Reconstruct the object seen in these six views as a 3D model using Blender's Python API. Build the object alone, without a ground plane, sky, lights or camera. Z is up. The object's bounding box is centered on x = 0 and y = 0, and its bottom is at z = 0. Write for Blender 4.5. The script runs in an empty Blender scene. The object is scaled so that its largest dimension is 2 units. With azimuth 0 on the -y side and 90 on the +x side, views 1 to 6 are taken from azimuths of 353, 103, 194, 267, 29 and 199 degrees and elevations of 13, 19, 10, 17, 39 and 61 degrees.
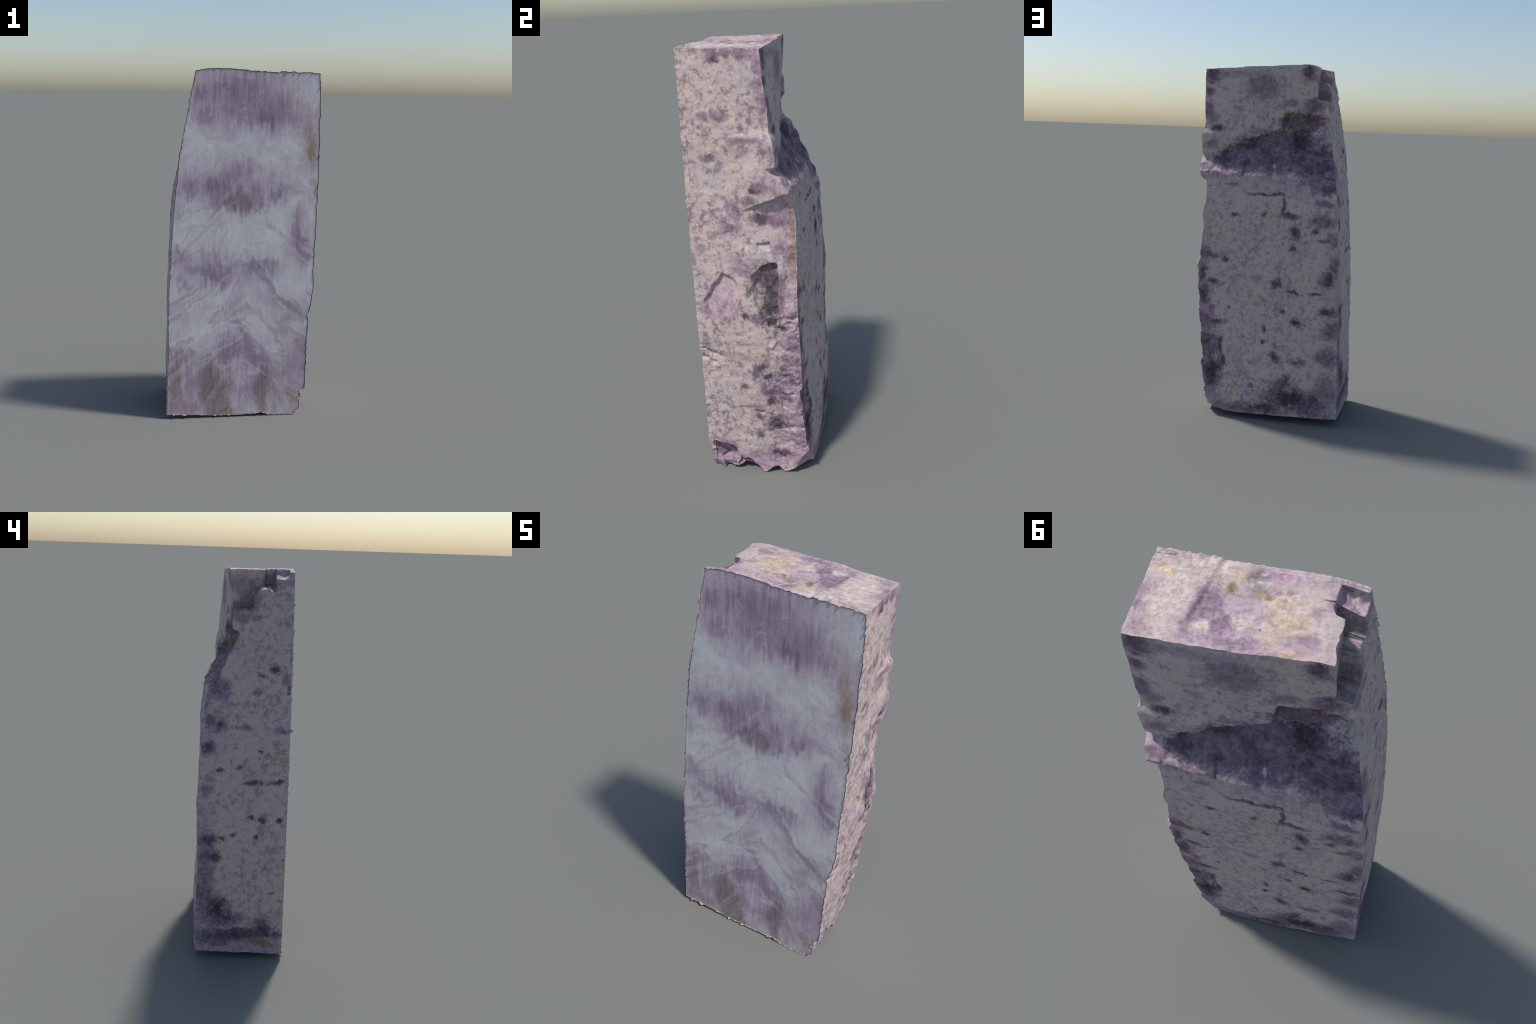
"""A sawn, rough-sided slab of purple-and-cream mineral standing on its end.
Body: a box lattice whose six sides are bent by profiles (edge curves) and by
relief rules (ledges, recesses, chips, noise).  The sawn front is its own plate,
set a few millimetres behind a jagged rim."""
import bpy, math, random
import numpy as np

random.seed(7)
Y_FRONT = -0.234

# ---------------------------------------------------------------- noise helpers
_rng = np.random.RandomState(11)
_perm = np.tile(_rng.permutation(256), 3)
_grad = _rng.normal(size=(256, 3))
_grad /= np.linalg.norm(_grad, axis=1)[:, None]
_cell = _rng.rand(256, 3)


DETAIL = True      # grain is switched off during the first, coarse passes


def _axes(x, y, z, scale, shift):
    """split the coordinates into varying arrays and one hash seed for constants"""
    var, seed = [], 0
    for k, v in enumerate((x, y, z)):
        if np.ndim(v) == 0:
            seed += int(float(v) * 977 * (k + 1)) + 31 * k
        else:
            var.append((v * scale + shift, k))
    return var, seed & 255


def noise(x, y, z, scale):
    """gradient noise, about -0.7..0.7; constant arguments only pick the seed"""
    if not DETAIL:
        return 0.0
    var, seed = _axes(x, y, z, scale, 37.3)
    if not var:
        return 0.0
    cells = []
    for v, k in var:
        i = np.floor(v).astype(np.int32)
        f = v - i
        cells.append((i, f, f * f * f * (f * (f * 6 - 15) + 10), k))
    out = 0.0
    for corner in range(1 << len(cells)):
        h, w = seed, 1.0
        for n, (i, f, u, k) in enumerate(cells):
            o = corner >> n & 1
            h = _perm[h + ((i + o) & 255)]
            w = w * (u if o else 1 - u)
        d = 0.0
        for n, (i, f, u, k) in enumerate(cells):
            d = d + _grad[:, k][h] * (f - (corner >> n & 1))
        out = out + w * d
    return out * 1.4


def fbm(x, y, z, scale, octaves=4, gain=0.5):
    a, out = 1.0, 0.0
    for k in range(octaves):
        out = out + a * noise(x + 3.1 * k, y - 1.7 * k, z + 0.9 * k, scale)
        a *= gain
        scale *= 2.07
    return out


def facets(x, y, z, scale):
    """broken, planar chips: every Voronoi cell carries its own tilted plane"""
    if not DETAIL:
        return 0.0
    var, seed = _axes(x, y, z, scale, 51.7)
    cells = [(np.floor(v).astype(np.int32), v, k) for v, k in var]
    best, val = np.full(var[0][0].shape, 1e9), np.zeros(var[0][0].shape)
    for corner in range(3 ** len(cells)):
        h, offs = seed, []
        for n, (i, v, k) in enumerate(cells):
            c = i + (corner // 3 ** n % 3 - 1)
            h = _perm[h + (c & 255)]
            offs.append((c, v, k))
        d, t = 0.0, 0.0
        for c, v, k in offs:
            q = v - c - _cell[:, k][h]
            d = d + q * q
            t = t + _grad[:, k][h] * q
        t = t + (_cell[:, 0][h] - .5) * .8
        m = d < best
        best = np.where(m, d, best)
        val = np.where(m, t, val)
    return val


def ss(t, a, b):
    """smoothstep, rising from a to b (a may be larger than b)"""
    t = np.clip((t - a) / (b - a), 0, 1)
    return t * t * (3 - 2 * t)


def curve(t, *pts):
    pts = sorted(pts)
    return np.interp(t, [p[0] for p in pts], [p[1] for p in pts])


def band(t, a, b, soft=0.006):
    return ss(t, a - soft, a + soft) * (1 - ss(t, b - soft, b + soft))


# ---------------------------------------------------------------- profiles (m)
def left_side(y, z):
    """x of the -x face"""
    front = curve(z, (0.0, -.442), (.45, -.428), (.75, -.418), (.97, -.406), (1.16, -.390), (1.30, -.378), (1.415, -.364),
                  (1.54, -.350), (1.65, -.326), (1.757, -.304), (1.89, -.280), (1.95, -.266), (2.0, -.256))
    back = curve(z, (0.0, -.444), (.25, -.443), (.35, -.436), (.55, -.430), (.75, -.425), (.95, -.413), (1.15, -.404),
                 (1.25, -.394), (1.35, -.378), (1.45, -.355), (1.55, -.325), (1.65, -.300), (1.75, -.286), (1.85, -.270), (2.0, -.25))
    t = np.clip((y - Y_FRONT) / .45, 0, 1)
    x = front + (back - front) * t
    x = x + .001 * ss(z, 1.7, 1.3) - .006 * np.sin(np.pi * t) * ss(z, 1.1, .8) * ss(z, .1, .35)
    # stair-shaped recess behind the front post, near the top
    floor = .008 * noise(.6, y, z, 26) + curve(y, (-.148, 1.905), (-.066, 1.905), (-.056, 1.872), (-.049, 1.866), (-.037, 1.812), (-.034, 1.808), (.07, 1.802))
    inside = ss(z, floor - .005, floor + .004) * ss(y, -.150, -.143)
    wall = -.213 - .03 * (2.0 - z) - .012 * ss(y, .0, .07) + .006 * fbm(y, z, 0.3, 14, 3)
    deep = band(y, -.146, -.095, .004) * band(z, 1.908, 2.1, .004) * .03
    x = x + inside * np.maximum(wall + deep - x, 0)
    # low steps on the stair blocks
    x = x + .004 * band(y, -.15, -.05) * band(z, 1.868, 1.905, .003)
    # hollow under the back lip
    x = x + .022 * ss(y, .012, .03) * band(z, 1.60, 1.70, .008)
    # grain and chips
    x = x + .0022 * fbm(.3, y, z, 22, 4) + .0008 * facets(.0, y, z, 26) * ss(z, .5, 1.3)
    x = x + .004 * fbm(.4, y, z, 5, 2)
    x = x - .004 * ss(y, .16, .2) * noise(.2, y, z, 18)
    return x


def right_side(y, z):
    """x of the +x face"""
    yy, zz0 = y, z
    front = curve(z, (0.0, .366), (.186, .374), (.33, .378), (.472, .381), (.62, .386), (.66, .397), (.78, .409), (.9, .409),
                  (1.11, .415), (1.256, .417), (1.386, .421), (1.57, .424), (1.818, .420), (1.966, .414), (2.0, .412))
    back = curve(z, (0.0, .335), (.15, .343), (.25, .352), (.35, .357), (.55, .367), (.65, .376), (.75, .383), (.85, .388), (.95, .383),
                 (1.05, .373), (1.15, .367), (1.25, .359), (1.35, .360), (1.5, .378), (1.65, .387), (1.75, .392), (1.85, .398), (2.0, .400))
    t = np.clip((y - Y_FRONT) / .45, 0, 1)
    x = front + (back - front) * t
    x = x + .022 * np.sin(np.pi * t) * ss(z, .15, .55) * ss(z, 1.55, 1.25)
    y = y + .007 * noise(.5, yy, zz0, 24)
    z = z + .008 * noise(.9, yy, zz0, 20)
    x = x + .016 * np.exp(-((y - .05) / .06) ** 2 - ((z - 1.48) / .10) ** 2)
    # overhanging knob: flat-topped ledge at 1.62, undercut along a slanting line
    under = 1.336 + (y - .058) * .36
    top = ss(z, 1.668 - .12 * np.maximum(.14 - y, 0), 1.596)
    body = ss(z, under - .006, under + .004)
    x = x + ss(y, -.02, .13) * top * body * (.018 + .012 * ss(z, 1.50, 1.40))
    x = x + .004 * ss(z, 1.634, 1.622) * ss(z, 1.52, 1.62) * band(y, -.06, .3, .03)
    x = x - .012 * ss(y, .10, .13) * band(z, 1.452 + (.16 - y) * .6, 1.49, .006)
    x = x - .010 * ss(y, .05, .09) * ss(z, under + .004, under - .006) * ss(z, 1.16, 1.30)
    # rectangular chip and the pink wedge beside the cavity
    x = x - .012 * band(y, .058, .108, .004) * ss(z, 1.178, 1.171) * ss(z, 1.13, 1.17)
    ridge = np.clip(1 - np.abs(y - .02 - (1.1 - z) * .25) / .045, 0, 1) * band(z, 1.02, 1.15, .02)
    x = x + .014 * ridge
    x = x - .010 * band(y, -.005, .005, .004) * band(z, 1.115, 1.15, .008)
    # dark cavity, steep roof, running out downwards
    roof = curve(y, (-.02, .97), (.01, 1.005), (.04, 1.04), (.075, 1.072), (.133, 1.082), (.15, 1.04))
    wide = ss(y, .022 + .05 * ss(z, 1.0, .72), .040 + .05 * ss(z, 1.0, .72)) * (1 - ss(y, .128, .146))
    x = x - .026 * wide * ss(z, roof + .005, roof - .006) * (.25 + .75 * ss(z, .76, .98))
    x = x - .012 * wide * band(z, .97, 1.04, .015) * band(y, .0, .04, .01)
    x = x + .009 * ss(y, .13, .19) * ss(z, 1.0, .85) * ss(z, .1, .3)
    x = x + .010 * np.exp(-((y - .12) / .05) ** 2 - ((z - 1.25) / .09) ** 2)
    x = x + .010 * noise(.2, y, z, 13) * ss(y, .14, .21) * ss(z, 1.32, 1.2) - .006 * ss(y, .19, .23) * (1 + facets(.4, y, z, 22)) * ss(z, 1.32, 1.2)
    # chevron-shaped scar
    k = np.where(y < -.103, 1.45, .60)
    chev = 1.044 - np.abs(y + .103) * k
    x = x - .016 * ss(z, chev + .004, chev - .018) * ss(z, chev - .16, chev - .01) * band(y, -.19, -.045, .012)
    # creases near the front edge, pits near the back edge
    for y0, y1, z0, d in ((-.25, -.13, .672, .008), (-.25, -.16, .628, .008), (-.20, -.13, .66, .004), (-.04, .03, .70, .003),
                          (.0, .09, .355, .004), (-.05, .03, .372, .004)):
        zz = z0 - .25 * (y - y0) * (y > y0 + .05) + .006 * noise(y, z0, 0, 30)
        x = x - d * band(y, y0, y1, .015) * ss(z, zz + .004, zz - .003) * ss(z, zz - .035, zz - .005)
    for py, pz, pr, d in ((.187, .83, .011, .012), (.184, .803, .010, .012), (.145, .534, .012, .01), (.165, .545, .008, .008),
                          (.136, .441, .010, .012), (.160, .437, .009, .012), (.18, .445, .008, .012), (.17, .27, .010, .008)):
        r2 = ((y - py) / (pr * 1.5)) ** 2 + ((z - pz) / pr) ** 2
        x = x - d * np.exp(-r2)
    y, z = yy, zz0
    # broken pocket at the foot, front corner
    lip = .012 * noise(.1, y, z, 22) + curve(y, (-.26, .158), (-.216, .166), (-.161, .156), (-.108, .122), (-.091, .088), (-.073, .070), (-.053, .076), (-.016, .055), (.012, .012), (.03, -.05))
    pocket = ss(z, lip + .004, lip - .006)
    x = x - pocket * (.026 + .026 * ss(y, -.05, -.12) * ss(y, -.236, -.19) * ss(z, 0, .1) + .026 * facets(.2, y, z, 15) + .012 * fbm(.3, y, z, 16, 3) * ss(y, -.23, -.2))
    x = x - .028 * ss(y, -.12, -.2) * ss(z, .045, .0)
    # knocked-off foot at the back corner
    cut = .238 + .74 * z + 1.2 * np.maximum(.235 - y, 0)
    x = np.where(y > .12, np.minimum(x, cut + ss(y, .15, .12) * .3), x)
    # general grain
    low = ss(z, 1.15, .9) * ss(y, .05, .12)
    x = x + (.0028 + .004 * low) * fbm(.1, y, z, 17, 4) + (.0008 + .004 * low) * facets(.7, y, z, 20)
    x = x + .004 * fbm(.9, y, z, 5, 2)
    return x


def back_side(x, z):
    """y of the back face"""
    t = np.clip((x + .43) / .80, 0, 1)
    low_l = curve(z, (0, .219), (.25, .222), (.35, .220), (.55, .213), (.85, .222), (1.05, .212), (1.15, .207), (1.25, .203), (1.4, .200))
    low_r = curve(z, (0, .244), (.15, .236), (.25, .232), (.35, .227), (.65, .223), (.95, .216), (1.25, .213), (1.35, .199), (1.4, .199))
    low = low_l + (low_r - low_l) * t + np.sin(np.pi * t) * (.004 + .012 * ss(z, .75, .25)) + .005 * ss(z, .5, .05)
    # sloping broken band
    sl_l = curve(z, (.9, .40), (1.15, .212), (1.25, .196), (1.33, .178), (1.35, .170), (1.45, .118), (1.55, .077), (1.65, .020), (1.74, -.01), (2.0, -.02))
    sl_r = curve(z, (.9, .50), (1.30, .222), (1.365, .203), (1.40, .184), (1.45, .140), (1.55, .085), (1.62, .045), (1.7, .02), (2.0, 0.0))
    ts = ss(x, -.26, .0)
    slope = sl_l + (sl_r - sl_l) * ts
    n = fbm(x * .8, .3, z * 1.3, 9, 4)
    slope = slope + .010 + .03 * band(x, -.19, -.05, .02) * band(z, 1.63, 1.76, .03) + .007 * noise(x, .6, z * .28, 26) + .004 * noise(x, .1, z * .3, 55) + .012 * n + .010 * facets(x, z, .5, 9)
    black_hole = np.exp(-(((x + .13) / .05) ** 2 + ((z - 1.57) / .07) ** 2))
    slope = slope - .018 * black_hole
    y = np.minimum(low, slope)
    # upper block
    tb = np.clip((x + .23) / .62, 0, 1)
    up_l = curve(z, (1.6, .054), (1.8, .056), (1.9, .064), (2.0, .076))
    up_r = curve(z, (1.5, .130), (1.65, .126), (1.75, .121), (1.85, .110), (1.95, .103), (2.0, .100))
    upper = up_l + (up_r - up_l) * tb + .018 * np.sin(np.pi * tb) * (.6 + .4 * ss(z, 1.98, 1.85)) + .004 * fbm(x, .1, z, 7, 3)
    lip = curve(x, (-.5, 1.71), (-.285, 1.708), (-.23, 1.704), (-.2, 1.712), (-.19, 1.744), (-.055, 1.748), (-.045, 1.700), (-.035, 1.662), (.04, 1.622), (.09, 1.604),
                (.165, 1.592), (.195, 1.572), (.215, 1.532), (.245, 1.545), (.30, 1.505), (.31, 1.46), (.35, 1.455), (.36, 1.45), (.5, 1.45))
    lip = lip - .010 * band(x, -.2, .2, .02) + .004 * noise(x, 0, 0, 40)

    # the knob: upper facet, then a lower wedge that sticks out further
    kn = ss(x, .24, .33)
    upper = upper + kn * (.014 * ss(z, 1.640, 1.596)) + .012 * ss(z, 1.62, 1.60) * band(x, .18, .27, .02) * ss(z, 1.5, 1.55)
    # bevel of the lip's underside
    lip = lip + .010 * noise(x, .4, z, 16)
    up = ss(z, lip - .020, lip + .004)
    y = np.where(up > 0, y + up * np.maximum(upper - y, 0), y)
    wedge = curve(z, (1.34, .200), (1.365, .202), (1.395, .196), (1.44, .172), (1.47, .150), (1.5, .12))
    y = y + ss(x, .30, .335) * band(z, 1.33, 1.475, .01) * np.maximum(np.minimum(wedge, low) - y, 0)
    # brown hollow under the -x lip
    y = y - .006 * band(x, -.19, -.055, .006) * band(z, 1.665, 1.742, .008)
    # narrow slab step on the lower face
    step = curve(x, (-.42, 1.30), (-.102, 1.283), (-.10, 1.284), (.085, 1.297), (.09, 1.34), (.4, 1.36))
    below = ss(z, step + .003, step - .003) * ss(x, -.11, -.095) * ss(z, .95, 1.2)
    y = y + .004 * below
    y = y - .004 * band(x, -.17, -.095, .004) * band(z, 1.03, 1.18, .01)
    # broken lower corner near +x
    y = y - .012 * ss(x, .22, .26) * band(z, .15, .50, .03) * (1 + facets(x, z, .1, 18)) * .8
    y = y - .022 * ss(x, .325, .37) * band(z, 1.458, 1.490, .012)
    # finger-shaped ribs along the -x edge
    y = y + .006 * ss(x, -.2, -.36) * noise(x * .25, .3, z, 21) * ss(z, 1.5, 1.3)
    y = y + .0022 * fbm(x, .2, z, 21, 4) + .001 * facets(x, .2, z, 22) + .003 * fbm(x, .8, z, 4, 2)
    return y


def top_side(x, y):
    z = curve(x, (-.27, 1.978), (-.24, 1.985), (-.19, 1.993), (-.10, 1.996), (.044, 1.988), (.21, 1.978), (.414, 1.968))
    z = z - .006 * ss(y, -.2, -.06) * ss(x, -.2, -.1)
    z = z - .034 * ss(x, -.172, -.190) * band(y, -.214, -.112, .012) * (1 + .3 * fbm(x, y, 0, 30, 3))
    z = z + .007 * ss(x, .205 + .26 * (y + .165) * 0 + .012 * (y + .1) / .1, .222 + .012 * (y + .1) / .1) * ss(y, .05, .0)
    hollow = np.exp(-(((x - .05) / .05) ** 2 + ((y + .15) / .06) ** 2))
    z = z - .009 * hollow
    z = z + .0032 * fbm(x * .6, y * 1.6, .4, 20, 4) + .001 * facets(x, y, .4, 24)
    return z


def bottom_side(x, y):
    t = np.clip((x + .44) / .78, 0, 1)
    v = np.clip((y - Y_FRONT) / .45, 0, 1)
    front = curve(x, (-.44, .026), (-.297, .020), (-.147, .012), (-.01, .011), (.066, .014), (.112, .022), (.158, .006), (.312, .001), (.4, .001))
    back = .048 - .024 * t
    z = front + (back - front) * v
    y = y + .012 * noise(x, y, .3, 9)
    edge = curve(y, (-.234, .003), (-.182, .006), (-.106, .022), (-.077, .040), (-.038, .036), (.012, .008), (.026, .002), (.06, .034),
                 (.087, .035), (.121, .002), (.146, .014), (.17, .03), (.235, .046))
    z = z + (edge - z) * ss(x, .14, .30)
    z = z + .0035 * fbm(x, y, .9, 18, 3) * ss(y, -.234, -.2)
    return z


# ---------------------------------------------------------------- body lattice
NX, NY, NZ = 230, 124, 540
I, J, K = np.meshgrid(np.arange(NX + 1), np.arange(NY + 1), np.arange(NZ + 1), indexing='ij')
shell = (I == 0) | (I == NX) | (J == 0) | (J == NY) | (K == 0) | (K == NZ)
front_inner = (J == 0) & (I > 0) & (I < NX) & (K > 0) & (K < NZ)
shell &= ~front_inner
vid = np.full(I.shape, -1)
vid[shell] = np.arange(shell.sum())
a = I[shell] / NX
b = J[shell] / NY
c = K[shell] / NZ

x = -.42 + a * .80
y = Y_FRONT + b * .44
z = c * 1.98
for step_no in range(4):
    DETAIL = step_no >= 2
    z = bottom_side(x, y) * (1 - c) + top_side(x, y) * c
    yb = back_side(x, z)
    y = Y_FRONT + b * (yb - Y_FRONT)
    xl, xr = left_side(y, z), right_side(y, z)
    x = xl * (1 - a) + xr * a

# jagged teeth along the front rim, copying the ragged boundary of the scan
perim = np.stack([x, z], -1)
tooth = np.clip(noise(x * 1.0, .5, z, 62) + .45 * noise(x, 1.5, z, 130) - .02, 0, 1)
teeth = .013 * tooth ** 1.3 * (1 + .6 * ss(noise(x, .9, z, 9), -.1, .4))
fade = np.clip(1 - b * NY / 4.0, 0, 1)
wide_fade = np.clip(1 - b * NY / 9.0, 0, 1) ** 2
y = y - teeth * fade ** 1.5 - 0.0005 * fade
out_l = (a == 0) * wide_fade * noise(x, .3, z, 44) * .005
out_r = (a == 1) * wide_fade * noise(x, .7, z, 44) * .004
out_t = (c == 1) * wide_fade * noise(x, .2, z, 44) * .004
x = x + out_l + out_r
z = z + out_t
co = np.stack([x, y, z], -1)


def quads(g):
    return np.stack([g[:-1, :-1], g[1:, :-1], g[1:, 1:], g[:-1, 1:]], -1).reshape(-1, 4)


sheets = [  # (grid of vertex ids, flip, material index)
    (vid[NX, :, :], False, 0),   # +x side
    (vid[:, NY, :], True, 1),    # back
    (vid[0, :, :], True, 2),     # -x side
    (vid[:, :, NZ], False, 3),   # top
    (vid[:, :, 0], True, 1),     # underside
]
faces, mats = [], []
for g, flip, m in sheets:
    q = quads(g)
    if flip:
        q = q[:, ::-1]
    faces.append(q)
    mats.append(np.full(len(q), m))
faces = np.concatenate(faces)
mats = np.concatenate(mats)

# front rim loop (counter-clockwise seen from -y)
loop = np.concatenate([vid[:-1, 0, 0], vid[NX, 0, :-1], vid[NX:0:-1, 0, NZ], vid[0, 0, NZ:0:-1]])
ring = co[loop]


def inset(pts, d):
    p = pts[:, [0, 2]]
    sm = p.copy()
    for _ in range(3):
        sm = (np.roll(sm, 1, 0) + sm + np.roll(sm, -1, 0)) / 3
    tng = np.roll(sm, -2, 0) - np.roll(sm, 2, 0)
    tng /= np.linalg.norm(tng, axis=1)[:, None] + 1e-9
    nrm = np.stack([-tng[:, 1], tng[:, 0]], -1)     # inward for this winding
    return p + nrm * d


def with_y(p2, yy):
    return np.stack([p2[:, 0], np.broadcast_to(yy, len(p2)), p2[:, 1]], -1)


nr = len(loop)
base = len(co)
rim_in = with_y(inset(ring, .0010), ring[:, 1] + .0004)
rim_deep = with_y(inset(ring, .0012), -.214)
co = np.concatenate([co, rim_in, rim_deep])
r0, r1, r2 = loop, base + np.arange(nr), base + nr + np.arange(nr)
rimq = np.concatenate([np.stack([u, np.roll(u, -1), np.roll(v, -1), v], -1) for u, v in ((r0, r1), (r1, r2))])
all_faces = faces.tolist() + rimq.tolist() + [r2.tolist()]
all_mats = np.concatenate([mats, np.full(len(rimq) + 1, 1)])

# settle on the ground and fit the height
zmin, zmax = co[:, 2].min(), co[:, 2].max()
zs = 2.0 / (zmax - zmin)
fit = lambda v: np.stack([v[:, 0], v[:, 1], (v[:, 2] - zmin) * zs], -1)


# ---------------------------------------------------------------- materials
class Nodes:
    """tiny expression layer over shader nodes"""

    def __init__(self, mat):
        mat.use_nodes = True
        self.t = mat.node_tree
        self.t.nodes.clear()
        self.token = None

    def new(self, kind, **kw):
        n = self.t.nodes.new(kind)
        for k, v in kw.items():
            setattr(n, k, v)
        return n

    def put(self, sock, v):
        if isinstance(v, bpy.types.NodeSocket):
            self.t.links.new(v, sock)
        elif v is not None:
            sock.default_value = v

    def math(self, op, p, q=None, r=None, clamp=False):
        n = self.new('ShaderNodeMath', operation=op, use_clamp=clamp)
        for s, v in zip(n.inputs, (p, q, r)):
            self.put(s, v)
        return n.outputs[0]

    def vec(self, op, p, q=None, r=None):
        n = self.new('ShaderNodeVectorMath', operation=op)
        for s, v in zip(n.inputs, (p, q, r)):
            self.put(s, v)
        return n.outputs['Value'] if op in ('LENGTH', 'DOT_PRODUCT') else n.outputs[0]

    def noise(self, v, scale, detail=4, rough=.55, dist=0, color=False):
        n = self.new('ShaderNodeTexNoise')
        self.put(n.inputs['Vector'], v)
        n.inputs['Scale'].default_value = scale
        n.inputs['Detail'].default_value = detail
        n.inputs['Roughness'].default_value = rough
        n.inputs['Distortion'].default_value = dist
        return n.outputs['Color' if color else 'Fac']

    def step(self, v, lo, hi, a=0.0, b=1.0):
        n = self.new('ShaderNodeMapRange', interpolation_type='SMOOTHSTEP')
        self.put(n.inputs[0], v)
        n.inputs[1].default_value, n.inputs[2].default_value = lo, hi
        n.inputs[3].default_value, n.inputs[4].default_value = a, b
        return n.outputs[0]

    def mix(self, f, p, q):
        n = self.new('ShaderNodeMix', data_type='RGBA')
        self.put(n.inputs[0], f)
        for s, v in ((n.inputs[6], p), (n.inputs[7], q)):
            self.put(s, (*v, 1.0) if isinstance(v, tuple) else v)
        return n.outputs[2]


CREAM = (.55, .45, .41)
LILAC = (.50, .43, .445)
PINK = (.345, .235, .295)
PURPLE = (.205, .138, .182)
DARK = (.095, .062, .088)
BLACK = (.040, .032, .036)
RUST = (.25, .15, .065)
PALE = (.60, .53, .535)
BROWN = (.15, .10, .085)

AXES = {'x': (1, 2), 'y': (0, 2), 'z': (0, 1)}


def patch_mask(N, P0, rag, patches, axis, raggedness=.9, soft=.45):
    """union of soft, ragged-edged ovals: (u, v, radius u, radius v[, strength[, tilt deg]])"""
    total, P = None, P0
    i, j = AXES[axis]
    for count, p in enumerate(patches):
        if count % 5 == 0 and N.token is not None:
            # evaluate in order: keeps few values alive at a time in the shader
            P = N.vec('MULTIPLY_ADD', N.token, (1e-7, 1e-7, 1e-7), P0)
        u, v, ru, rv = p[:4]
        k = p[4] if len(p) > 4 else 1.0
        tilt = p[5] if len(p) > 5 else 0
        loc, rot, scl = [0, 0, 0], [0, 0, 0], [1e4, 1e4, 1e4]
        loc[i], loc[j], scl[i], scl[j] = u, v, ru, rv
        if tilt:
            rot['xyz'.index(axis)] = math.radians(tilt) * (-1 if axis == 'y' else 1)
        m = N.new('ShaderNodeMapping', vector_type='TEXTURE')
        N.put(m.inputs['Vector'], P)
        m.inputs['Location'].default_value = loc
        m.inputs['Rotation'].default_value = rot
        m.inputs['Scale'].default_value = scl
        d = N.vec('LENGTH', m.outputs[0])
        d = N.math('MULTIPLY_ADD', rag, raggedness, d)
        f = N.step(d, 1 + soft, 1 - soft, 0.0, k)
        total = f if total is None else N.math('MAXIMUM', total, f)
        N.token = total
    return total


def stone(name, axis, layers, speck=1.0, warm=.5, streak=None):
    """pale speckled mineral with coloured patches laid over it in order"""
    mat = bpy.data.materials.new(name)
    N = Nodes(mat)
    P = N.new('ShaderNodeTexCoord').outputs['Object']
    if streak:
        sm = N.new('ShaderNodeMapping')
        N.put(sm.inputs['Vector'], P)
        sm.inputs['Scale'].default_value = streak
        S = sm.outputs[0]
    else:
        S = P
    wob = N.vec('SUBTRACT', N.noise(S, 16, 3, .6, color=True), (.5, .5, .5))
    PW = N.vec('MULTIPLY_ADD', wob, (.05, .05, .05), P)
    rag = N.math('SUBTRACT', N.noise(S, 24, 8, .78), .5)
    fine = N.math('SUBTRACT', N.noise(S, 75, 5, .7), .5)
    rag = N.math('MULTIPLY', N.math('MULTIPLY_ADD', fine, .7, rag), 2.6)
    # base: cream to lilac clouds, fine mottling
    cloud = N.noise(S, 4.5, 4, .6)
    col = N.mix(N.step(cloud, .36 + .25 * warm, .56 + .25 * warm), CREAM, LILAC)
    col = N.mix(N.step(N.noise(S, 60, 5, .75), .42, .72, 0, .34), col, PINK)
    col = N.mix(N.step(N.noise(S, 27, 4, .65), .52, .74, 0, .35), col, PALE)
    # soft purple flecks, denser in some clouds
    dens = N.math('MULTIPLY_ADD', N.noise(P, 5, 3, .6), .32, N.noise(S, 32, 6, .72))
    col = N.mix(N.step(dens, .635, .81, 0, .85 * speck), col, PURPLE)
    fleck = N.math('MULTIPLY_ADD', N.noise(P, 8, 3), .35, N.noise(S, 62, 5, .70))
    col = N.mix(N.step(fleck, .68, .88, 0, .70 * speck), col, PURPLE)
    col = N.mix(N.step(N.noise(S, 10, 5, .7), .56, .76, 0, .25 * warm * 2), col, (.46, .34, .24))
    tint = N.noise(S, 42, 5, .7)
    for color, patches, opts in layers:
        m = patch_mask(N, PW, rag, patches, axis, opts.get('rag', .72), opts.get('soft', .5))
        m = N.math('MULTIPLY', m, opts.get('k', 1.0))
        lo = tuple(min(1, q * 1.35 + .02) for q in color)
        hi = tuple(q * .72 for q in color)
        c2 = N.mix(N.step(tint, .36, .66), lo, hi)
        col = N.mix(m, col, c2)
    bs = N.new('ShaderNodeBsdfPrincipled')
    N.put(bs.inputs['Base Color'], col)
    bs.inputs['Roughness'].default_value = .72
    bs.inputs['Specular IOR Level'].default_value = .25
    bump = N.new('ShaderNodeBump')
    bump.inputs['Strength'].default_value = .35
    bump.inputs['Distance'].default_value = .004
    N.put(bump.inputs['Height'], N.noise(S, 75, 5, .65))
    N.t.links.new(bump.outputs[0], bs.inputs['Normal'])
    o = N.new('ShaderNodeOutputMaterial')
    N.t.links.new(bs.outputs[0], o.inputs['Surface'])
    return mat


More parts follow.
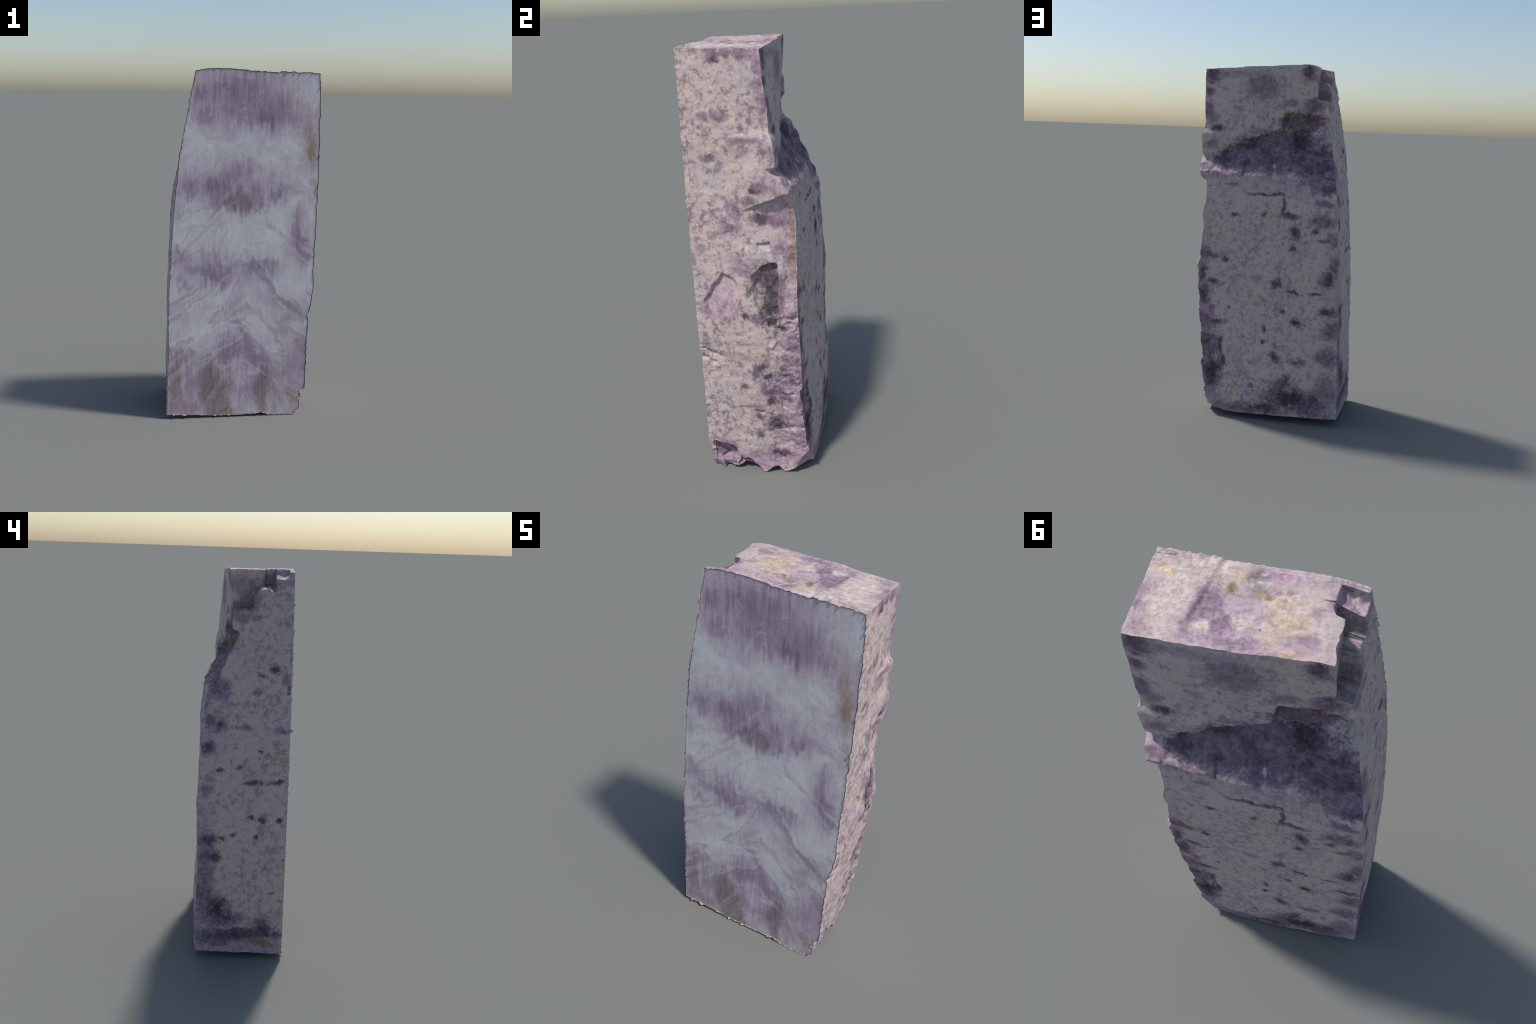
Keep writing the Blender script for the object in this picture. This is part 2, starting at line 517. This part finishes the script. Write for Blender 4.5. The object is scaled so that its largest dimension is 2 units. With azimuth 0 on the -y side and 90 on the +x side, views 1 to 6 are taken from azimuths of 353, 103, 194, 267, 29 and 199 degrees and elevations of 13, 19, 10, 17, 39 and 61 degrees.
# patches per face; coordinates are metres on that face
right_layers = [
    (PINK, [(.19, .70, .05, .25), (.17, .45, .07, .12), (.17, .25, .07, .14), (.15, .10, .12, .07), (.16, 1.28, .07, .06), (.12, 1.43, .06, .05),
            (.17, 1.10, .06, .10), (.10, 1.80, .02, .12), (.06, 1.95, .05, .03), (-.01, 1.08, .05, .05), (-.11, .93, .06, .08, .7), (-.14, .86, .08, .05, .6),
            (.0, .07, .10, .05), (-.17, .07, .09, .10), (.04, 1.61, .07, .02, .8), (-.2, .88, .05, .02, .7)], dict(k=.85)),
    (PURPLE, [(.10, 1.90, .03, .03, .7), (-.09, 1.945, .025, .03), (-.03, 1.955, .02, .02), (.03, 1.95, .03, .03, .8), (.08, 1.83, .035, .02, .8),
              (.11, 1.76, .015, .04, .8), (-.14, 1.71, .025, .015, .7), (-.075, 1.715, .03, .02, .7), (.01, 1.66, .015, .015, .8), (.04, 1.61, .06, .012, .9), (.02, 1.565, .035, .02, .7), (-.02, 1.60, .03, .02, .6),
              (-.13, 1.54, .03, .014), (-.09, 1.50, .025, .02, .7), (.07, 1.41, .03, .025), (.035, 1.36, .03, .025), (.09, 1.28, .06, .03),
              (.16, 1.26, .05, .03, .8), (-.03, 1.32, .03, .04, .7), (-.06, 1.24, .05, .02, .7), (-.13, 1.215, .03, .015, .6), (-.19, 1.15, .02, .02, .7),
              (-.23, 1.10, .015, .03, .7), (.13, .95, .04, .12), (.04, .83, .03, .03), (.17, .70, .04, .02, .8), (.17, .62, .04, .03, .7), (.15, .53, .05, .04),
              (.09, .46, .05, .05), (-.04, .49, .02, .015, .7), (-.08, .55, .02, .02, .5), (.02, .36, .04, .02, .8), (.10, .28, .06, .05), (.10, .12, .045, .03),
              (-.17, .11, .07, .06, .8), (-.09, .04, .06, .04, .7), (.15, 1.13, .03, .03, .8), (.22, .5, .02, .3, .6), (-.19, .86, .025, .02, .8), (-.2, .69, .03, .012, .7)], {}),
    (DARK, [(-.085, 1.94, .016, .018), (.075, 1.285, .03, .02), (.045, 1.40, .016, .016), (.095, 1.0, .045, .09), (.10, .86, .035, .06), (-.002, .845, .018, .018), (.14, .79, .03, .012),
            (.05, .59, .03, .022), (.075, .535, .02, .015), (.145, .58, .02, .02), (.09, .40, .03, .02), (-.035, .487, .012, .012), (.10, .29, .03, .04), (.02, .32, .022, .014),
            (.02, .225, .022, .018), (.105, .12, .028, .02), (.02, .56, .03, .015, .8), (.16, .43, .03, .012)], dict(rag=1.25, soft=.75)),
    (BLACK, [(.098, .81, .03, .022), (.10, .93, .025, .07, .7), (.052, .592, .018, .012, .9), (.105, .27, .018, .02, .8), (.08, .41, .018, .012, .7)], {}),
    ((.075, .075, .058), [(.018, .96, .012, .035, .8, -15)], {}),
    (RUST, [(.20, 1.18, .014, .12), (.195, 1.05, .012, .06, .6)], dict(k=.65, rag=1.2)),
    (PALE, [(.10, 1.12, .06, .025, .8), (.15, 1.08, .015, .05), (.12, .245, .10, .008, .7, 12), (.14, .68, .06, .008, .6, -25), (.11, .50, .05, .007, .7, 30)], dict(k=.5)),
]
back_layers = [
    ((.17, .125, .165), [(-.05, 1.52, .30, .12), (.16, 1.47, .16, .08), (-.30, 1.45, .14, .13), (-.15, 1.68, .13, .06)], dict(soft=.25, k=.95)),
    (PINK, [(.25, 1.385, .08, .018), (-.1, 1.36, .25, .03, .5), (.36, 1.42, .04, .05), (.36, .55, .05, .45, .9), (.3, .08, .12, .06), (.0, 1.32, .3, .03, .4), (-.2, 1.0, .05, .06, .6),
            (-.40, .75, .06, .45, .55), (.22, .95, .04, .02, .5)], dict(k=.75)),
    (PURPLE, [(.36, 1.93, .05, .05), (.375, 1.84, .035, .03), (.375, 1.74, .03, .05), (.35, 1.70, .03, .03, .7), (.32, 1.64, .035, .02), (.065, 1.87, .10, .07, .8),
              (.20, 1.94, .16, .02, .5), (-.185, 1.95, .04, .04), (-.09, 1.78, .06, .025, .8), (-.21, 1.775, .06, .04), (.35, 1.55, .04, .03, .8), (-.28, 1.38, .06, .025), (-.33, 1.33, .06, .03),
              (-.33, 1.25, .06, .02), (-.32, 1.16, .07, .035), (-.17, 1.08, .03, .04), (-.14, 1.17, .03, .02), (-.38, 1.06, .04, .04, .8), (-.34, 1.05, .04, .012),
              (.35, .94, .04, .04), (.37, .82, .03, .07), (.36, .70, .04, .06), (.34, .55, .07, .05), (.30, .63, .025, .02), (.33, .40, .07, .12), (.30, .22, .06, .10),
              (.05, .82, .035, .02, .6), (-.36, .84, .05, .05), (-.40, .92, .03, .05), (-.38, .66, .05, .03), (-.39, .56, .05, .05), (-.38, .40, .05, .06), (-.33, .40, .03, .03),
              (-.21, .36, .05, .015), (.25, .55, .05, .018, .8), (-.38, .2, .06, .1, .8), (.1, .06, .2, .03), (-.30, .12, .1, .07), (-.12, .20, .05, .05), (.02, 1.29, .1, .008, .8), (-.098, 1.23, .01, .05, .8),
              (.20, 1.335, .04, .015, .7)], {}),
    (DARK, [(.36, 1.93, .03, .03, .7), (.32, 1.64, .025, .014), (-.185, 1.95, .022, .025, .8), (-.14, 1.57, .06, .07), (-.15, 1.48, .05, .03), (.28, 1.47, .05, .03), (.15, 1.55, .05, .02), (.145, 1.455, .02, .02),
            (.0, 1.50, .06, .06, .7), (-.26, 1.52, .07, .02), (-.29, 1.45, .05, .03), (-.21, 1.44, .04, .04, .8), (-.34, 1.33, .05, .016), (-.165, 1.09, .02, .03), (-.165, 1.0, .018, .015), (-.28, 1.10, .02, .015),
            (.36, .82, .02, .04), (.30, .78, .03, .022), (.225, .908, .02, .012), (.30, .93, .04, .015, .8), (.28, .55, .02, .014), (.355, .70, .02, .03), (-.078, .79, .025, .025), (-.175, .755, .04, .008), (-.30, .76, .04, .008),
            (.195, .637, .010, .010), (-.12, .643, .018, .01), (-.37, .66, .03, .014), (-.195, .585, .04, .02, 1, 25), (-.005, .53, .010, .016), (-.008, .46, .010, .014), (.244, .41, .018, .05), (.34, .42, .03, .03),
            (.28, .27, .05, .05), (.23, .32, .02, .04), (.30, .20, .04, .03), (-.085, .375, .035, .02, 1, 25), (.053, .198, .014, .012), (-.15, .25, .025, .03), (-.17, .14, .12, .065), (-.04, .08, .08, .03), (-.32, .15, .04, .03),
            (.18, 1.167, .018, .014), (.016, 1.183, .016, .016), (-.08, 1.3, .02, .006), (-.37, .85, .02, .04), (.0, 1.291, .10, .006, .8), (-.098, 1.23, .008, .05, .9), (-.13, 1.175, .04, .014, .8)], dict(rag=1.25, soft=.75)),
    (BLACK, [(-.14, 1.58, .035, .05, .9), (-.165, .145, .07, .04, .75), (.285, .26, .03, .03, .8), (-.19, .585, .02, .012, .7)], {}),
    (BROWN, [(-.16, 1.70, .09, .03, .8), (.18, 1.34, .012, .008, .6)], {}),
    (PALE, [(-.022, 1.445, .006, .015), (-.115, 1.40, .02, .012, .6), (-.04, 1.52, .04, .02, .25)], dict(k=.5)),
]
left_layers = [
    (PINK, [(.19, .55, .06, .30), (.17, .20, .09, .18), (.0, .10, .25, .07), (.15, 1.20, .07, .12, .7), (.10, 1.43, .05, .05), (-.18, .06, .08, .04), (-.2, 1.95, .05, .02)], dict(k=.7)),
    (PURPLE, [(.02, 1.77, .04, .02, .8), (-.06, 1.765, .03, .02, .8), (.12, 1.43, .05, .04), (.16, 1.28, .04, .03), (.11, 1.255, .035, .025), (.17, 1.14, .035, .03), (.16, .99, .03, .02, .7), (.17, .93, .03, .03, .8),
              (.17, .66, .05, .05), (.16, .58, .06, .05), (.18, .48, .05, .06, .8), (.19, .38, .06, .07), (.12, .29, .08, .06), (.08, .23, .10, .05), (.12, .13, .12, .05), (-.03, .14, .12, .04), (-.13, .20, .05, .05),
              (-.15, 1.53, .035, .025, .7), (-.07, 1.42, .025, .015, .7), (-.01, 1.247, .04, .015, .8), (-.2, 1.235, .04, .012, .8), (-.06, .974, .05, .014), (-.17, .972, .05, .014), (-.11, .78, .025, .025, .8), (-.2, 1.48, .02, .03, .8), (.10, 1.80, .05, .05, .4),
              (.02, 1.92, .06, .04, .5)], {}),
    (DARK, [(-.147, 1.53, .018, .014), (-.09, 1.505, .02, .01, .8), (.25, 1.15, .02, .02), (.17, 1.15, .025, .02), (.115, 1.26, .018, .018), (-.06, .974, .028, .012), (-.188, .972, .016, .012), (-.05, .793, .014, .010), (-.105, .775, .016, .016),
            (.09, .68, .02, .012), (.035, .694, .016, .009), (-.077, .684, .012, .014), (.165, .675, .03, .018), (.13, .57, .03, .02), (-.195, .78, .012, .012), (-.17, .378, .018, .008), (.11, .30, .045, .05), (.065, .25, .03, .03),
            (.05, .14, .10, .03), (-.12, .155, .07, .03), (-.20, .13, .03, .03, .8), (.112, 1.036, .02, .012), (.01, 1.05, .016, .009), (-.09, 1.128, .012, .010)], dict(rag=1.25, soft=.75)),
    (BLACK, [(.105, .29, .025, .03, .6)], {}),
    (RUST, [(-.10, .098, .055, .018), (-.15, .08, .035, .014, .9), (-.20, 1.07, .02, .03, .5), (.13, 1.32, .02, .015, .5)], dict(k=.85)),
    (PALE, [(.085, .295, .006, .008), (.06, .255, .008, .008)], dict(soft=.4, rag=.4, k=.4)),
    (BROWN, [(-.12, 1.94, .03, .04, .7), (-.02, 1.84, .05, .05, .8), (.03, 1.82, .05, .025, .8), (-.06, 1.92, .05, .03, .5)], dict(k=.85)),  # brown dirt in the stair recess, plus its occlusion shade painted in
]
top_layers = [
    (PINK, [(.18, -.06, .07, .06), (.13, .02, .08, .05), (.06, .07, .20, .03), (.02, -.20, .09, .03), (-.10, -.20, .08, .03, .6), (.22, .05, .05, .05, .8), (-.12, .03, .06, .03, .6), (.38, .0, .03, .10, .5), (.0, -.13, .06, .05, .7),
            (-.21, -.16, .05, .05), (.03, -.09, .12, .1, .5)], dict(k=.9)),
    (PURPLE, [(.19, -.07, .05, .055, .9), (.22, -.02, .03, .05, .8), (.125, .005, .03, .03), (.39, -.07, .02, .03, .7), (.395, -.01, .015, .015, .8), (.36, .07, .03, .03, .6), (.08, .065, .06, .02, .5), (-.13, -.09, .02, .02, .5), (-.13, .01, .03, .02, .6), (.23, .03, .02, .03, .6), (-.20, -.13, .04, .02)], {}),
    (CREAM, [(.18, .025, .028, .02), (.065, -.02, .032, .025), (-.05, -.08, .08, .08, .6), (.20, -.2, .08, .02), (.30, -.06, .06, .14, .7)], dict(k=.85)),
    ((.50, .36, .23), [(-.06, -.04, .06, .04, .6), (.12, -.19, .04, .02, .7), (-.03, -.11, .05, .02, .6), (-.10, .07, .04, .015, .6), (-.03, .03, .03, .05, .35)], {}),
    ((.20, .17, .16), [(.055, -.15, .035, .04, .75), (.09, -.19, .03, .03, .7)], {}),
    ((.22, .18, .09), [(.143, -.13, .014, .022), (.045, -.137, .014, .012), (.022, -.122, .016, .012), (.01, .006, .008, .007), (-.04, -.15, .012, .008, .6)], {}),
    ((.80, .50, .20), [(.365, -.158, .012, .007), (.343, -.15, .014, .006), (.338, -.138, .006, .004)], dict(k=.8)),
    ((.72, .70, .72), [(.085, -.175, .008, .010), (.06, -.17, .006, .008), (.075, -.15, .010, .008), (.06, -.20, .008, .006), (.045, -.165, .02, .02, .6)], dict(soft=.6, rag=1.0, k=.38)),
]
FP = (.40, .315, .40)
front_layers = [   # broad clouds, then dark cores, then stains
    ((.385, .285, .365), [(-.04, 1.86, .30, .15), (.12, 1.76, .22, .09), (-.2, 1.78, .07, .10, .9), (-.03, 1.37, .22, .12, .9), (-.27, 1.38, .10, .08, .7), (.2, 1.33, .07, .06, .7),
                          (-.15, .89, .22, .08, .8), (.10, .88, .12, .07, .7), (.33, 1.05, .07, .17, .8), (.3, .66, .10, .14, .5), (-.02, .40, .16, .14, .8), (.0, .20, .42, .17, .75),
                          (-.34, .18, .10, .24, .9), (.33, .30, .08, .25, .7), (-.34, .95, .06, .09, .6), (-.36, .79, .06, .04, .6), (.37, 1.68, .06, .16, .6), (-.05, .65, .2, .05, .35)], dict(soft=.75)),
    ((.255, .185, .25), [(.10, 1.80, .13, .06, .8), (-.04, 1.87, .10, .06, .75), (.13, 1.745, .08, .05, .9), (-.23, 1.85, .03, .05, .7), (-.17, 1.75, .04, .05, .6), (.24, 1.80, .05, .06, .6), (.0, 1.77, .2, .03, .5),
                        (-.15, 1.36, .07, .05, .9), (-.02, 1.29, .13, .045, 1), (.08, 1.31, .05, .06, .9), (.20, 1.315, .035, .03, .7), (-.29, 1.37, .04, .05, .6), (-.05, 1.42, .09, .05, .5),
                        (.33, 1.06, .03, .12, .7, 8), (.35, .95, .025, .05, .8), (-.18, .86, .08, .05, .8), (-.13, .82, .06, .025, .7), (.08, .91, .09, .035, .7), (-.36, .79, .03, .02, .6),
                        (-.08, .42, .07, .08, .6), (.09, .35, .06, .04, .7), (.12, .20, .06, .07, .8), (.28, .25, .05, .15, .4), (-.22, .25, .07, .1, .5)], dict(soft=.7)),
    ((.20, .155, .145), [(-.20, .18, .035, .19, .95), (-.12, .11, .05, .16, .9), (-.16, .05, .08, .08, .8), (-.40, .24, .035, .16, .75), (.13, .13, .03, .13, .75), (.20, .07, .03, .09, .5), (-.29, .05, .03, .07, .5), (-.02, 1.275, .09, .02, .5), (.12, 1.735, .04, .03, .4), (-.35, .1, .02, .1, .5)], dict(soft=.65)),
    ((.30, .215, .14), [(.388, 1.58, .035, .11, .85), (.40, 1.34, .025, .06, .5), (-.35, .15, .02, .13, .4), (.30, .07, .04, .10, .5), (.22, .19, .02, .08, .4, 30)], dict(soft=.65)),
    ((.36, .24, .28), [(-.37, .38, .09, .05, .6), (.39, .35, .04, .17, .6), (-.40, .08, .05, .07, .7), (.33, 1.80, .06, .06, .5)], dict(soft=.65)),
]
vein_layers = [    # thin, sharper dark veins and pale threads
    ((.27, .21, .265), [(.15, .80, .018, .12, .9, 28), (.26, .69, .15, .014, 1, -42), (.36, .565, .06, .014, .7, -60), (-.03, .575, .05, .010, .9, -25), (.015, .49, .012, .10, 1, 20), (.05, .385, .010, .04, .9, 15),
                        (-.345, .97, .014, .07, .8, 20), (-.27, .90, .10, .014, .6, -20), (-.07, .31, .010, .12, .7, 38), (.33, 1.10, .010, .12, .6, 10), (.10, .355, .06, .012, .7, -30), (.18, .27, .010, .12, .5, 25),
                        (.05, .93, .10, .014, .5, 5), (-.15, .98, .012, .10, .35, 12)]),
    ((.63, .62, .655), [(-.30, 1.66, .05, .05, .8), (.06, 1.60, .25, .04, .45), (.22, 1.20, .05, .06, .6), (.28, .82, .08, .10, .7), (.05, .80, .06, .09, .6, 25), (.10, .60, .06, .12, .6), (-.2, .60, .10, .10, .4), (-.25, 1.15, .08, .12, .4),
                        (.37, 1.88, .04, .08, .7), (-.02, .25, .02, .05, .6, 35), (-.34, .2, .012, .1, .5), (.25, .12, .014, .12, .5, 28), (.0, 1.1, .12, .10, .4)]),
]


def sawn_stone():
    """smeared, cloudy saw-cut face: everything drawn out vertically"""
    mat = bpy.data.materials.new('sawn_stone')
    N = Nodes(mat)
    P = N.new('ShaderNodeTexCoord').outputs['Object']
    sm = N.new('ShaderNodeMapping')
    N.put(sm.inputs['Vector'], P)
    sm.inputs['Scale'].default_value = (1, 1, .10)
    S = sm.outputs[0]
    st = N.math('SUBTRACT', N.noise(S, 42, 4, .62), .5)
    push = N.new('ShaderNodeCombineXYZ')
    N.put(push.inputs[2], N.math('MULTIPLY', st, .15))
    wob = N.vec('SUBTRACT', N.noise(P, 5.5, 5, .62, color=True), (.5, .5, .5))
    PW = N.vec('ADD', N.vec('MULTIPLY_ADD', wob, (.17, 0, .17), P), push.outputs[0])
    rag = N.math('MULTIPLY', N.math('SUBTRACT', N.noise(PW, 11, 6, .68), .5), 2.4)
    PV = N.vec('MULTIPLY_ADD', push.outputs[0], (0, 0, .22), N.vec('MULTIPLY_ADD', wob, (.11, 0, .11), P))
    cloud = N.noise(PW, 4.2, 4, .6)
    col = N.mix(N.step(cloud, .36, .64), (.645, .63, .635), (.56, .51, .56))
    col = N.mix(N.step(N.noise(PW, 9, 5, .65), .50, .72, 0, .55), col, (.42, .355, .43))
    col = N.mix(N.step(N.noise(PV, 16, 6, .7), .46, .70, 0, .40), col, (.43, .375, .44))
    col = N.mix(N.step(N.noise(PV, 6.5, 4, .6), .50, .68, 0, .45), col, (.67, .665, .675))
    col = N.mix(N.step(N.noise(S, 60, 4, .65), .42, .70, 0, .16), col, (.40, .36, .40))
    col = N.mix(N.step(N.noise(S, 40, 4, .6), .52, .75, 0, .25), col, (.64, .63, .66))
    tint = N.noise(S, 60, 4, .65)
    for color, patches, opts in front_layers:
        m = patch_mask(N, PW, rag, patches, 'y', .55, opts['soft'])
        c2 = N.mix(N.step(tint, .34, .68), tuple(min(1, q * 1.25) for q in color), tuple(q * .82 for q in color))
        col = N.mix(N.math('MULTIPLY', m, 1.05, clamp=True), col, c2)
    for color, patches in vein_layers:
        m = patch_mask(N, PV, rag, patches, 'y', .8, .75)
        col = N.mix(N.math('MULTIPLY', m, .75), col, color)
    col = N.mix(N.step(N.noise(PV, 20, 6, .72), .50, .72, 0, .38), col, (.30, .25, .30))
    col = N.mix(N.step(N.noise(PV, 13, 6, .72, .6), .52, .72, 0, .42), col, (.69, .68, .69))
    # folded veins: noise stretched along chevrons, thin dark ridges inside
    sep = N.new('ShaderNodeSeparateXYZ')
    N.put(sep.inputs[0], PV)
    fold = N.math('ABSOLUTE', N.math('SUBTRACT', sep.outputs[0], .02))
    zc = N.math('MULTIPLY_ADD', fold, .75, sep.outputs[2])
    comb = N.new('ShaderNodeCombineXYZ')
    N.put(comb.inputs[0], N.math('MULTIPLY', sep.outputs[0], 2.2))
    N.put(comb.inputs[2], N.math('MULTIPLY', zc, 4.6))
    fn = N.noise(comb.outputs[0], 1.0, 3.5, .5, .7)
    low = N.math('MULTIPLY', N.step(sep.outputs[2], 1.75, .6, .30, 1.0), N.step(sep.outputs[2], .05, .45, .45, 1.0))
    col = N.mix(N.math('MULTIPLY', N.step(fn, .54, .68, 0, .55), low), col, (.37, .285, .365))
    ridge = N.math('ABSOLUTE', N.math('SUBTRACT', fn, .53))
    col = N.mix(N.math('MULTIPLY', N.step(ridge, .034, .0, 0, .42), low), col, (.25, .19, .245))
    pale = N.math('ABSOLUTE', N.math('SUBTRACT', fn, .44))
    col = N.mix(N.math('MULTIPLY', N.step(pale, .045, .0, 0, .30), low), col, (.70, .69, .70))
    # fine vertical streaks over everything, imitating the scan's stretched texture
    col = N.mix(N.step(N.noise(S, 120, 4, .7), .45, .72, 0, .20), col, (.25, .22, .25))
    bs = N.new('ShaderNodeBsdfPrincipled')
    N.put(bs.inputs['Base Color'], col)
    bs.inputs['Roughness'].default_value = .7
    bs.inputs['Specular IOR Level'].default_value = .2
    o = N.new('ShaderNodeOutputMaterial')
    N.t.links.new(bs.outputs[0], o.inputs['Surface'])
    return mat


body_mats = [stone('broken_stone_right', 'x', right_layers),
             stone('broken_stone_back', 'y', back_layers, speck=.72, warm=.6),
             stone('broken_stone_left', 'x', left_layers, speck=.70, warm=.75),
             stone('broken_stone_top', 'z', top_layers, speck=.6)]


# ---------------------------------------------------------------- objects
def add_mesh(name, verts, polys, materials, index=None, parent=None, smooth=True, angle=50):
    me = bpy.data.meshes.new(name)
    me.from_pydata(verts.tolist() if hasattr(verts, 'tolist') else verts, [], polys)
    for m in materials:
        me.materials.append(m)
    if index is not None:
        me.polygons.foreach_set('material_index', np.asarray(index, dtype=np.int32))
    me.update()
    if smooth:
        me.polygons.foreach_set('use_smooth', np.ones(len(me.polygons), dtype=bool))
        me.set_sharp_from_angle(angle=math.radians(angle))
    ob = bpy.data.objects.new(name, me)
    bpy.context.scene.collection.objects.link(ob)
    ob.parent = parent
    return ob


slab = bpy.data.objects.new('mineral_slab', None)
bpy.context.scene.collection.objects.link(slab)
slab['label'] = 'tall rough purple and cream mineral slab with sawn front'
slab['category'] = 'stone slab'

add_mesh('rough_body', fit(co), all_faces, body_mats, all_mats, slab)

plate2 = inset(ring, .0036)
pf = with_y(plate2, -.2325)
pb = with_y(plate2, -.216)
pv = fit(np.concatenate([pf, pb]))
ids = np.arange(nr)
side = np.stack([ids, ids + nr, np.roll(ids, -1) + nr, np.roll(ids, -1)], -1)
add_mesh('sawn_face', pv, [ids.tolist(), (ids[::-1] + nr).tolist()] + side.tolist(), [sawn_stone()], None, slab, smooth=False)

# loose splinters on the front rim, echoing the scan's ragged edge
sv, sf = [], []
rim_fit = fit(ring)
picks = [i for i in range(nr) if rim_fit[i, 0] < rim_fit[:, 0].min() + .20 and .1 < rim_fit[i, 2] < 1.95]
for i in sorted(random.sample(picks, 46)):
    p = rim_fit[i]
    size = random.uniform(.003, .008)
    o = len(sv)
    cx, cy, cz = p[0] + random.uniform(-.004, .001), p[1] + random.uniform(-.002, .012), p[2]
    for dx, dy, dz in ((-1, 0, 0), (.8, -.5, .2), (.8, .6, .1), (.1, .1, 1.6), (.2, 0, -1.3)):
        sv.append((cx + dx * size * random.uniform(.4, .8), cy + dy * size * random.uniform(.4, 1), cz + dz * size * random.uniform(.4, .9)))
    sf += [[o, o + 1, o + 3], [o + 1, o + 2, o + 3], [o + 2, o, o + 3], [o + 1, o, o + 4], [o + 2, o + 1, o + 4], [o, o + 2, o + 4]]
spl = add_mesh('edge_splinter', sv, sf, [body_mats[2]], None, slab, smooth=False)
spl['kind'] = 'stuff'
